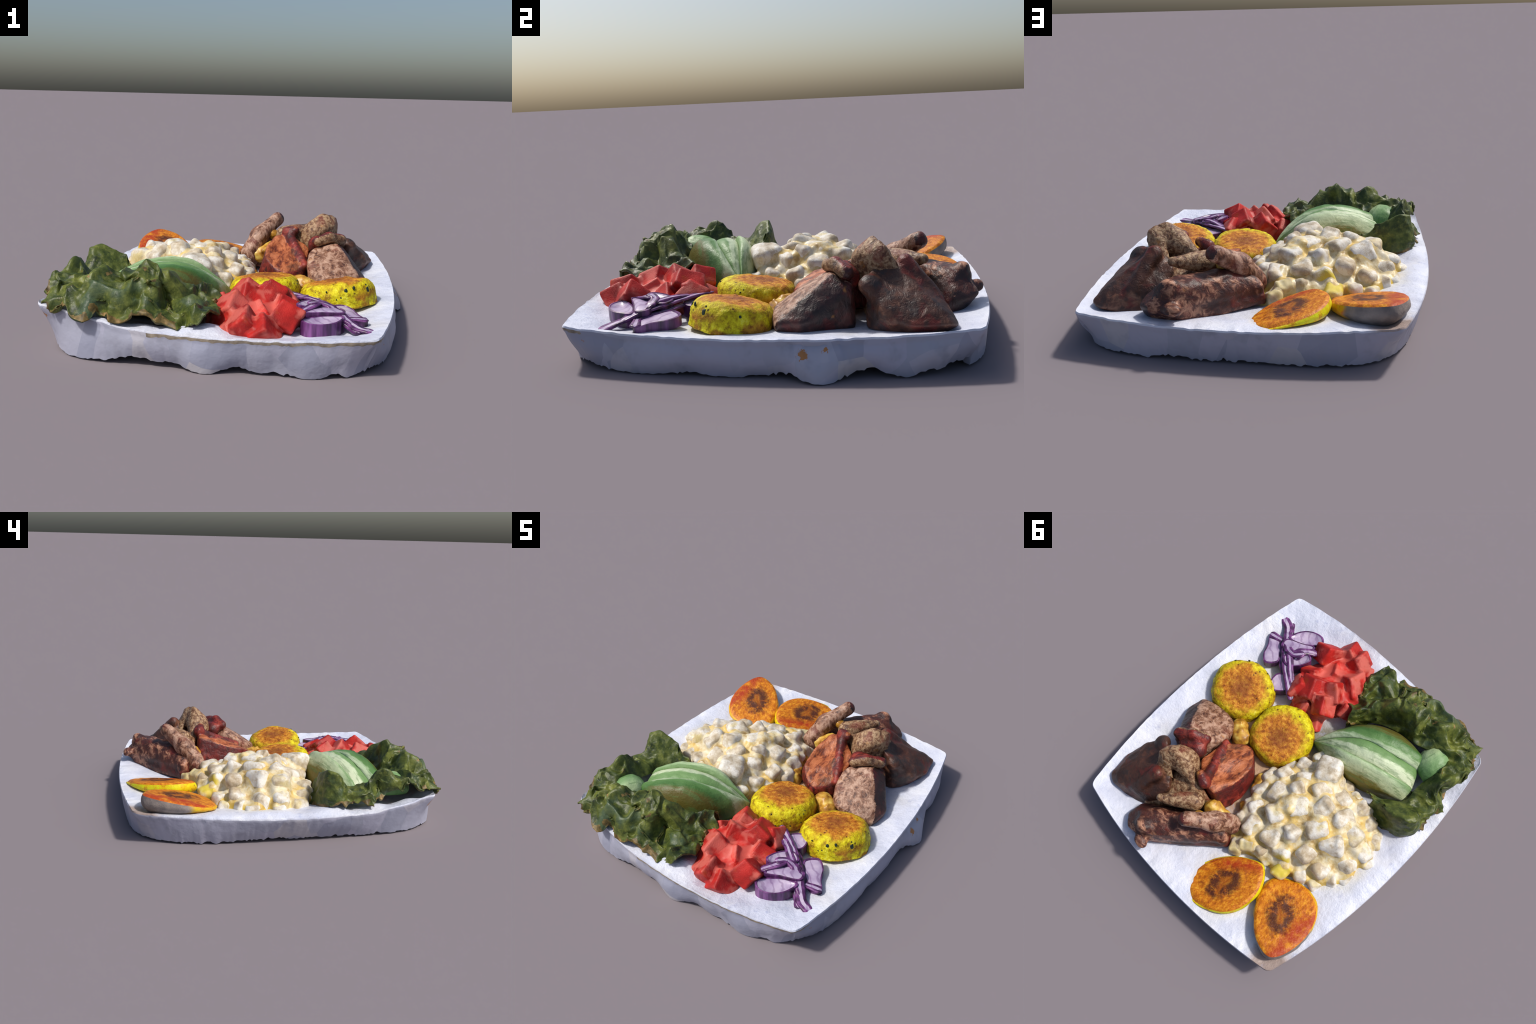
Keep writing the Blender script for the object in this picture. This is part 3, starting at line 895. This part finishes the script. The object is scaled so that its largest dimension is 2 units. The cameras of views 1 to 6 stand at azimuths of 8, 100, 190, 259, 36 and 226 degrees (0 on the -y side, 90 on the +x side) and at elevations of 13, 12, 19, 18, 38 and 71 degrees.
def build_salad():
    spots = [(-.073, .31, .085), (-.10, .165, .098), (-.188, .078, .085), (-.283, -.01, .098), (-.190, .268, .092), (-.267, .153, .110),
             (-.367, .063, .095), (-.401, -.062, .094), (-.042, .468, .079), (-.13, .408, .085), (-.262, .370, .105), (-.342, .286, .085),
             (-.43, .179, .105), (-.485, .027, .095), (-.512, -.108, .085), (-.143, .553, .079), (-.258, .474, .07), (-.375, .390, .098),
             (-.426, .455, .088), (-.474, .295, .1), (-.55, .170, .1), (-.59, .05, .1), (-.613, -.08, .085), (-.524, .396, .078),
             (-.582, .301, .094), (-.673, .185, .1), (-.693, .068, .094), (-.698, -.051, .078), (-.613, .381, .066), (-.669, .304, .08),
             (-.72, .229, .07), (-.745, .077, .07), (-.02, .21, .09), (-.17, .0, .094), (-.31, -.11, .095), (-.235, -.135, .125),
             (-.047, .05, .077), (-.10, -.086, .082), (-.13, -.18, .078), (-.039, .30, .07), (-.45, -.13, .084), (.018, .11, .075),
             (-.05, .40, .07), (-.33, .47, .07), (-.56, -.14, .07), (-.04, -.03, .07), (-.21, .19, .08), (-.07, .53, .07), (-.19, .50, .07), (-.36, -.16, .07)]
    parent = empty('creamy_bean_salad', (-.35, .13, .115))
    shapes = []
    bean = bean_material()
    def unit(p, hx, s):
        q = np.abs(p) - (hx - .28)
        d = np.linalg.norm(np.maximum(q, 0), axis=1) + np.minimum(q.max(1), 0) - .28
        return d + fbm(p, 1.6, 2, 60 + s) * .08
    for s in range(7):
        r2 = random.Random(40 + s)
        hx = np.array([r2.uniform(.56, .70), r2.uniform(.48, .58), r2.uniform(.46, .60)])
        V, F = surface_nets(lambda p: unit(p, hx, s), (-1.1,) * 3, (1.1,) * 3, .085)
        me = bpy.data.meshes.new('bean')
        me.from_pydata([tuple(v) for v in V], [], [tuple(int(i) for i in q) for q in F])
        me.materials.append(bean)
        me.polygons.foreach_set('use_smooth', [True] * len(me.polygons))
        shapes.append((me, hx, s))
    placed = []
    for k, (x, y, d) in enumerate(spots):
        r2 = random.Random(900 + k)
        me, hx, s = shapes[k % 7]
        sc = d * 1.05
        tall = r2.uniform(.95, 1.25)
        if (x, y) == (-.235, -.135):
            z, tall = .275, 1.0
        else:
            z = float(mound_height(np.array([x]), np.array([y]))[0]) - sc * .50 * tall + r2.uniform(-.008, .010)
        ob = bpy.data.objects.new('bean', me)
        ob.location = Vector((x, y, z)) - parent.location
        rot = Euler((r2.uniform(-.45, .45), r2.uniform(-.45, .45), r2.uniform(0, 6.3)))
        ob.rotation_euler = rot
        ob.scale = (sc, sc, sc * tall)
        link(ob, parent)
        placed.append((np.array((x, y, z)), np.array(rot.to_matrix()), np.array((sc, sc, sc * tall)), hx, s))
    # dressing: a mound that creeps up around every bean
    def dress(p):
        g = (p[:, 2] - mound_height(p[:, 0], p[:, 1]) + .050) * .6
        ed = -(inside(p[:, 0], p[:, 1]) - .004 + .012 * noise(p * np.array([1, 1, 0]), 9, 5))
        d = smax(g, ed, .03)
        d = smax(d, .10 - p[:, 2], .01)
        for c, R, sc, hx, s in placed:
            near = np.where(np.abs(p - c).max(1) < .15)[0]
            if len(near) == 0:
                continue
            q = ((p[near] - c) @ R) / sc
            b = unit(q, hx, s) * sc[0] + .005
            d[near] = smin(d[near], b, .039)
        return d + noise(p, 24, 77) * .0025
    V, F = surface_nets(dress, (-.86, -.32, .085), (.12, .67, .42), .0085)
    mesh_object('dressing', V, F, dressing_material(), parent=parent)
    return tag(parent, 'mound of pale beans in creamy yellow dressing', 'bean salad')


# ------------------------------------------------------------------ tomato
def build_tomato():
    parent = empty('diced_tomato', (.17, -.60, .13))
    # upper corner, edge length
    cubes = [((.345, -.735, .293), .135), ((.250, -.848, .255), .13), ((.160, -.812, .277), .15), ((.100, -.800, .215), .12), ((.075, -.665, .306), .15),
             ((.112, -.555, .322), .14), ((.107, -.432, .316), .14), ((.241, -.480, .325), .15), ((.305, -.410, .280), .13), ((.318, -.545, .270), .12),
             ((-.025, -.520, .255), .13), ((.020, -.625, .245), .13), ((.185, -.350, .230), .13), ((.08, -.35, .19), .12), ((.20, -.64, .262), .13)]
    mat = tomato_material()
    me0 = []
    fields = []
    for s in range(4):
        r2 = random.Random(70 + s)
        hx = np.array([.5, r2.uniform(.40, .52), r2.uniform(.42, .55)])
        def f(p, hx=hx, s=s):
            q = p + .10 * np.stack([noise(p, 1.3, 80 + s + i) for i in range(3)], 1)
            d = None
            for i in range(3):
                for sg in (-1, 1):
                    t = sg * q[:, i] * (1 + .12 * q[:, (i + 1) % 3]) - hx[i]
                    d = t if d is None else smax(d, t, .10)
            return d
        V, F = surface_nets(f, (-.8,) * 3, (.8,) * 3, .055)
        me = bpy.data.meshes.new('tomato_cube')
        me.from_pydata([tuple(v) for v in V], [], [tuple(int(i) for i in q) for q in F])
        me.materials.append(mat)
        me.polygons.foreach_set('use_smooth', [True] * len(me.polygons))
        me0.append(me); fields.append(f)
    placed = []
    for k, (top, e) in enumerate(cubes):
        e *= .93
        r2 = random.Random(500 + k)
        top = np.array(top)
        out = top[:2] - np.array((.17, -.60))
        az = math.atan2(out[1], out[0])
        ob = bpy.data.objects.new('tomato_cube', me0[k % 4])
        tilt = r2.uniform(.45, .75)
        # a corner points up: tilt about two axes
        rot = Euler((tilt, 0, 0)).to_matrix() @ Euler((0, r2.uniform(.3, .6), 0)).to_matrix()
        rot = Matrix.Rotation(az + r2.uniform(-.7, .7), 3, 'Z') @ rot
        sc = Vector((e, e, e * r2.uniform(.95, 1.15)))
        # drop the cube so that its highest point sits at the measured corner
        pts = [rot @ Vector((v.co.x * sc.x, v.co.y * sc.y, v.co.z * sc.z)) for v in me0[k % 4].vertices]
        hi = max(pts, key=lambda v: v.z)
        loc = Vector(top) - hi
        loc.x += -out[0] * .13; loc.y += -out[1] * .11
        ob.rotation_euler = rot.to_euler(); ob.scale = sc
        ob.location = loc - parent.location
        link(ob, parent)
        placed.append((np.array(loc), np.array(rot), np.array(sc), fields[k % 4]))
    # pulp filling the heap below the cubes
    def pulp(p):
        d = sd_ellipsoid(p, (.17, -.60, .11), (.20, .25, .105), (0, 0, -.35))
        d = d + fbm(p, 9, 2, 12) * .02
        for c, R, sc, fn in placed:
            near = np.where(np.abs(p - c).max(1) < .15)[0]
            if len(near):
                d[near] = smin(d[near], fn(((p[near] - c) @ R) / sc) * sc[0] + .004, .035)
        return np.maximum(d, .11 - p[:, 2])
    V, F = surface_nets(pulp, (-.15, -.95, .09), (.5, -.22, .36), .0095)
    mesh_object('tomato_pulp', V, F, mat, parent=parent)['kind'] = 'stuff'
    return tag(parent, 'heap of red diced tomato cubes', 'diced tomato')


# ------------------------------------------------------------------ onion
def build_onion():
    parent = empty('red_onion', (.5, -.58, .14))
    skin, flesh = onion_material('skin'), onion_material('flesh')

    def slice_(outline, top, thick, rib=0.0, dome=.0, name='onion_slice'):
        """A crescent cut: pale top, ribbed purple edge. top = plane (z0, dx, dy) about the outline centre."""
        O = spline(np.array(outline), 90, closed=True)
        c = O.mean(0); n = len(O)
        V, F, fm = [], [], []
        rows = []
        zt = lambda p: top[0] + top[1] * (p[0] - c[0]) + top[2] * (p[1] - c[1])
        for f, dz in ((.25, dome), (.55, dome * .8), (.86, 0.0), (.90, .004), (1.0, .002)):
            rows.append([(c[0] + (p[0] - c[0]) * f, c[1] + (p[1] - c[1]) * f, zt(p) * f + top[0] * (1 - f) + dz) for p in O])
        for t in (.15, .5, .85, 1.0):
            ring = []
            for i, p in enumerate(O):
                s = 1 + rib * math.sin(i * .9) * math.sin(math.pi * t)
                ring.append((c[0] + (p[0] - c[0]) * s, c[1] + (p[1] - c[1]) * s, zt(p) - thick * t))
            rows.append(ring)
        V = [(c[0], c[1], top[0] + dome)] + [v for r in rows for v in r] + [(c[0], c[1], top[0] - thick)]
        for i in range(n):
            j = (i + 1) % n
            F.append((0, 1 + i, 1 + j)); fm.append(1)
            for r in range(len(rows) - 1):
                a = 1 + r * n
                F.append((a + i, a + n + i, a + n + j, a + j)); fm.append(1 if r < 2 else 0)
            a = 1 + (len(rows) - 1) * n
            F.append((a + i, len(V) - 1, a + j)); fm.append(1)
        ob = mesh_object(name, V, F, [skin, flesh], parent=parent, face_mat=fm)
        ob.data.set_sharp_from_angle(angle=math.radians(45))

    def strand(path, w, t, name='onion_strand', tips=.35, roll=0.0):
        """A long curved strip with a lens section, purple below and along the edges."""
        P = spline(np.array(path), 40)
        T = np.gradient(P, axis=0); T /= np.linalg.norm(T, axis=1)[:, None]
        S = np.cross(T, (0, 0, 1)); S /= np.linalg.norm(S, axis=1)[:, None]
        U = np.cross(S, T)
        S, U = S * math.cos(roll) + U * math.sin(roll), U * math.cos(roll) - S * math.sin(roll)
        sec = [(-1, 0, 0), (-.75, .75, 0), (-.3, .55, 1), (.3, .55, 1), (.75, .75, 0), (1, 0, 0), (.6, -.7, 0), (-.6, -.7, 0)]
        V, F, fm = [], [], []
        m = len(sec)
        for i in range(len(P)):
            u = i / (len(P) - 1)
            k = max(tips * (min(u, 1 - u) < .001), min(1, (min(u, 1 - u) * 8) ** .6 * (1 - tips) + tips))
            ww = w * k * (1 + .12 * math.sin(7 * u + w * 90))
            for a, b, _ in sec:
                V.append(P[i] + S[i] * a * ww + U[i] * b * t * k * .8 - np.array((0, 0, .012 * min(1, max(0, (P[i][2] - .16) / .04)))))
        for i in range(len(P) - 1):
            for j in range(m):
                q = (j + 1) % m
                F.append((i * m + j, i * m + q, (i + 1) * m + q, (i + 1) * m + j))
                fm.append(1 if j == 2 else 0)
        F.append(tuple(range(m))[::-1]); fm.append(0)
        F.append(tuple((len(P) - 1) * m + j for j in range(m))); fm.append(0)
        V = np.array(V); V += (fbm(V, 30, 2, int(w * 1000))[:, None] * .002)
        mesh_object(name, V, F, [skin, flesh], parent=parent, face_mat=fm)

    # front crescent with the ribbed skin, and the one behind it
    slice_([(.405, -.745), (.44, -.785), (.50, -.78), (.555, -.745), (.59, -.69), (.60, -.63), (.52, -.645), (.44, -.70)], (.200, -.05, .05), .068, rib=.012, dome=-.012)
    slice_([(.42, -.69), (.50, -.655), (.60, -.61), (.585, -.55), (.50, -.56), (.43, -.62)], (.218, -.08, .02), .08, dome=.008)
    slice_([(.37, -.60), (.42, -.62), (.50, -.58), (.52, -.50), (.46, -.47), (.40, -.52)], (.230, -.08, .0), .10, dome=-.01)
    # slice standing behind by the patty
    slice_([(.53, -.45), (.585, -.40), (.64, -.44), (.67, -.51), (.715, -.575), (.665, -.60), (.60, -.56), (.545, -.50)], (.182, -.12, .03), .045, dome=.004)
    slice_([(.33, -.38), (.40, -.30), (.46, -.32), (.47, -.40), (.40, -.44)], (.20, -.03, .0), .06)
    # long strands running over the top
    strand([(.275, -.325, .225), (.36, -.385, .232), (.45, -.455, .228), (.53, -.53, .220), (.60, -.62, .205), (.66, -.68, .170)], .026, .012)
    strand([(.30, -.36, .21), (.39, -.44, .235), (.48, -.52, .240), (.55, -.575, .225), (.60, -.61, .20)], .024, .013)
    strand([(.33, -.345, .20), (.44, -.43, .205), (.52, -.49, .20), (.58, -.57, .19), (.62, -.63, .18)], .026, .011)
    strand([(.43, -.60, .255), (.475, -.555, .25), (.53, -.56, .235), (.575, -.60, .21)], .026, .012)
    strand([(.385, -.67, .222), (.43, -.63, .242), (.46, -.585, .25), (.45, -.54, .235)], .028, .013)
    # the tail lying on the plate
    strand([(.575, -.60, .200), (.625, -.65, .185), (.675, -.70, .168), (.735, -.725, .163)], .030, .014, tips=.7)
    strand([(.60, -.60, .185), (.655, -.59, .182), (.715, -.578, .178)], .024, .012, tips=.25)
    strand([(.59, -.645, .18), (.64, -.705, .16), (.675, -.735, .158)], .018, .014)
    return tag(parent, 'purple red onion slices and curved strands', 'red onion')


# ------------------------------------------------------------------ avocado
def build_avocado():
    parent = empty('sliced_avocado', (-.35, -.41, .13))
    tip = (-.008, -.236, .165)
    # the knife lines, from the pointed tip to the blunt end, and the two feet
    rails = [[tip, (-.060, -.380, .16), (-.185, -.545, .19), (-.37, -.630, .21), (-.575, -.610, .23)],
             [tip, (-.125, -.335, .275), (-.268, -.419, .338), (-.443, -.470, .318), (-.600, -.528, .240)],
             [tip, (-.135, -.270, .262), (-.261, -.296, .310), (-.455, -.352, .312), (-.645, -.425, .232)],
             [tip, (-.125, -.218, .215), (-.240, -.195, .262), (-.45, -.238, .248), (-.660, -.338, .195)]]
    rails = np.array(rails)
    R = np.stack([spline(r, 56) for r in rails])
    bulge = [.088, .026, .058]; lean = [.72, 1.0, .62]
    nt, ns = R.shape[1], 18
    for k, kind in enumerate(('outer', 'middle', 'inner')):
        a, b = R[k], R[k + 1]
        V = []
        for i in range(nt):
            t = i / (nt - 1)
            grow = math.sin(math.pi * min(1, t * 1.05 + .02) * .82) ** .7
            row = []
            for j in range(ns):
                q = j / (ns - 1)
                p = a[i] + (b[i] - a[i]) * q
                up = bulge[k] * grow * math.sin(math.pi * q ** lean[k]) ** .8
                p = p + np.array((0, 0, up))
                if k < 2:
                    p[2] += .006 * grow * q ** 4
                row.append(p)
            # the blunt end rounds down, pulled slightly outwards
            e = max(0, (t - .93) / .07)
            for p in row:
                p[2] -= (p[2] - .15) * .35 * e ** 2
            under = [np.array((p[0], p[1], .108)) for p in row[::-3]]
            V.append(row + under)
        m = len(V[0])
        VV = np.array([v for r in V for v in r])
        F = []
        for i in range(nt - 1):
            for j in range(m):
                q = (j + 1) % m
                F.append((i * m + j, i * m + q, (i + 1) * m + q, (i + 1) * m + j))
        F.append(tuple(range(m))[::-1]); F.append(tuple((nt - 1) * m + j for j in range(m)))
        topmask = np.tile(np.arange(m) < ns, nt)
        VV[:, 2] += np.where(topmask, fbm(VV, 22, 2, 30 + k) * .0035, 0)
        m0 = (a[16] + b[16]) / 2; m1 = (a[-1] + b[-1]) / 2
        ax = (m1 - m0)[:2]; ax /= np.linalg.norm(ax)
        pr = np.array((ax[1], -ax[0]))
        Rm = np.array([[ax[0], pr[0], 0], [ax[1], pr[1], 0], [0, 0, 1]])
        if pr[1] < 0:
            Rm[:, 1] *= -1
        if np.linalg.det(Rm) < 0:                 # keep a proper rotation: turn the frame over
            Rm[:, 2] *= -1
        ob = mesh_object('avocado_slice', VV, F, avocado_material(kind), parent=parent, origin=(m0[0], m0[1], .13), rot=Rm)
        bm = bmesh.new(); bm.from_mesh(ob.data); bmesh.ops.recalc_face_normals(bm, faces=bm.faces); bm.to_mesh(ob.data); bm.free()
        ob.data.set_sharp_from_angle(angle=math.radians(50))
    # another slice lying across the end, half under the leaf
    V, F = surface_nets(lambda p: smax(smax(sd_ellipsoid(p, (-.640, -.632, .225), (.105, .125, .098), (0, 0, .25)) + fbm(p, 20, 2, 3) * .004, -.725 - p[:, 0], .02), .20 - p[:, 2], .02),
                        (-.8, -.8, .09), (-.48, -.45, .37), .009)
    Rm = np.array(Matrix.Rotation(-1.9, 3, 'Z'))
    mesh_object('avocado_slice', V, F, avocado_material('end'), parent=parent, origin=(-.62, -.60, .13), rot=Rm)
    return tag(parent, 'fan of pale green avocado slices', 'avocado')


# ------------------------------------------------------------------ lettuce
def build_lettuce():
    # stations along the horseshoe: inner foot, crest, shoulder, outer edge
    st = [
        [(-.08, -.45, .14), (-.075, -.51, .310), (-.03, -.55, .28), (.00, -.60, .20)],
        [(-.14, -.52, .16), (-.17, -.60, .330), (-.05, -.64, .275), (.02, -.74, .22)],
        [(-.19, -.565, .22), (-.26, -.70, .400), (-.15, -.79, .325), (.01, -.915, .245)],
        [(-.28, -.605, .24), (-.33, -.73, .420), (-.25, -.83, .34), (-.19, -.945, .225)],
        [(-.38, -.625, .25), (-.42, -.77, .425), (-.42, -.86, .35), (-.40, -.955, .235)],
        [(-.48, -.63, .27), (-.50, -.75, .395), (-.53, -.86, .335), (-.55, -.955, .24)],
        [(-.57, -.655, .29), (-.60, -.73, .375), (-.66, -.835, .325), (-.70, -.945, .26)],
        [(-.63, -.68, .28), (-.67, -.71, .350), (-.72, -.780, .330), (-.765, -.845, .265)],
        [(-.66, -.64, .28), (-.71, -.66, .340), (-.765, -.71, .325), (-.820, -.75, .285)],
        [(-.665, -.54, .25), (-.745, -.565, .372), (-.79, -.57, .34), (-.825, -.595, .26)],
        [(-.66, -.42, .22), (-.74, -.43, .295), (-.79, -.44, .30), (-.84, -.46, .22)],
        [(-.65, -.33, .21), (-.76, -.33, .305), (-.81, -.33, .30), (-.85, -.34, .22)],
        [(-.61, -.29, .22), (-.785, -.255, .385), (-.825, -.23, .30), (-.83, -.20, .18)],
        [(-.54, -.245, .22), (-.70, -.195, .375), (-.73, -.165, .28), (-.70, -.13, .15)],
        [(-.46, -.23, .21), (-.515, -.195, .290), (-.53, -.17, .20), (-.53, -.15, .13)],
    ]
    st = np.array(st)
    nu, nv = 420, 84
    U = spline(st, nu)                               # nu x 4 x 3
    P = np.stack([spline(U[i], nv) for i in range(nu)])
    V = P.reshape(-1, 3).copy()
    F = np.array(grid_faces(nu, nv))
    u = np.repeat(np.linspace(0, 1, nu), nv); v = np.tile(np.linspace(0, 1, nv), nu)
    N = vnormals(V, F)
    N *= np.sign(N[:, 2:3] + 1e-9) if (N[:, 2].mean() < 0) else 1
    if N[:, 2].mean() < 0:
        N = -N
    # ruffles: waves along the leaf that grow towards the outer edge, broken by noise
    ph = 13 * noise(np.c_[u * 4, u * 0, v * .6], 1, 91) * .35
    edge = np.clip((v - .18) / .6, 0, 1)
    wall = ((u > .80) & (u < .96)) * 1.0              # the smooth upright lobe at the end
    calm = 1 - .75 * np.convolve(wall.reshape(nu, nv)[:, 0], np.ones(21) / 21, 'same').repeat(nv)
    w1 = np.sin(2 * math.pi * 8 * u + ph + 3 * v) * .014 * edge
    w2 = np.sin(2 * math.pi * 19 * u + 2.3 * ph - 9 * v) * .007 * edge ** 1.3
    # crumples: billowy folds pushed about in all directions
    soft = np.clip(v * 5, 0, 1)
    vec = np.stack([noise(V, 8, 201 + i) * .026 + noise(V, 15, 111 + i) * .022 for i in range(3)], 1)
    vec[:, 2] += (.22 - np.abs(noise(V, 9, 120)) * 1.5) * .030 + (.25 - np.abs(noise(V, 19, 121)) * 1.4) * .024
    pit = 0 * u
    for cx, cy, w, h in ((-.442, -.800, .045, .085), (-.195, -.815, .050, .075), (-.33, -.86, .04, .04), (-.60, -.80, .05, .03), (-.76, -.66, .04, .03), (-.10, -.72, .04, .045)):
        pit = pit - h * np.exp(-((V[:, 0] - cx) ** 2 + (V[:, 1] - cy) ** 2) / w ** 2)
    V = V + vec * (soft * calm)[:, None] + N * ((w1 + w2 + pit) * calm)[:, None] + N * (fbm(V, 28, 2, 46) * .004)[:, None]
    # jagged outer edge: teeth pulled outwards
    out = P[:, -1] - P[:, -8]; out[:, 2] *= .15; out /= np.linalg.norm(out, axis=1)[:, None] + 1e-9
    line = np.c_[np.linspace(0, 1, nu), np.zeros(nu), np.zeros(nu)]
    tooth = (.35 - np.abs(noise(line, 26, 8)) * 1.3) * .05 + (.3 - np.abs(noise(line, 60, 9))) * .03
    pull = np.clip((v - .82) / .18, 0, 1) ** 1.5
    V = V + (np.repeat(out * tooth[:, None], nv, axis=0)) * pull[:, None]
    N = vnormals(V, F)
    if N[:, 2].mean() < 0:
        N = -N; F = F[:, ::-1]
    th = .012
    low = V - N * th
    nV = len(V)
    VV = np.concatenate([V, low])
    FF = [tuple(f) for f in F] + [tuple((f + nV)[::-1]) for f in F]
    idx = np.arange(nV).reshape(nu, nv)
    border = list(idx[:, 0][::-1]) + list(idx[0, :]) + list(idx[:, -1]) + list(idx[-1, :][::-1])
    for a, b in zip(border, border[1:]):
        if a != b:
            FF.append((a, b, b + nV, a + nV))
    brown = Mat('lettuce_edge_brown', rough=.55)
    bm_ = brown.color(brown.ramp(brown.noise(22, 4, .7), [(.34, srgb(62, 52, 26)), (.5, srgb(108, 90, 46)), (.66, srgb(158, 128, 84))]))
    ev = np.array([v[f].mean() for f in F]); eC = V[F].mean(1)
    edge_on = (ev + .09 * noise(eC, 22, 33) > .955) & (noise(eC, 7, 34) > -.25)
    tips = (eC[:, 2] > .37) & (noise(eC, 16, 35) + .25 * noise(eC, 60, 36) > .62)
    fm = np.concatenate([edge_on | tips, edge_on, np.zeros(len(FF) - 2 * len(F), bool)]).astype(int)
    ob = mesh_object('lettuce_leaf', VV, FF, [lettuce_material(), bm_], face_mat=fm)
    bm = bmesh.new(); bm.from_mesh(ob.data); bmesh.ops.recalc_face_normals(bm, faces=bm.faces); bm.to_mesh(ob.data); bm.free()
    return tag(ob, 'dark green ruffled lettuce leaf with brown edges', 'lettuce')


build_plate()
build_meat()
build_patties()
build_squashes()
build_salad()
build_tomato()
build_onion()
build_avocado()
build_lettuce()
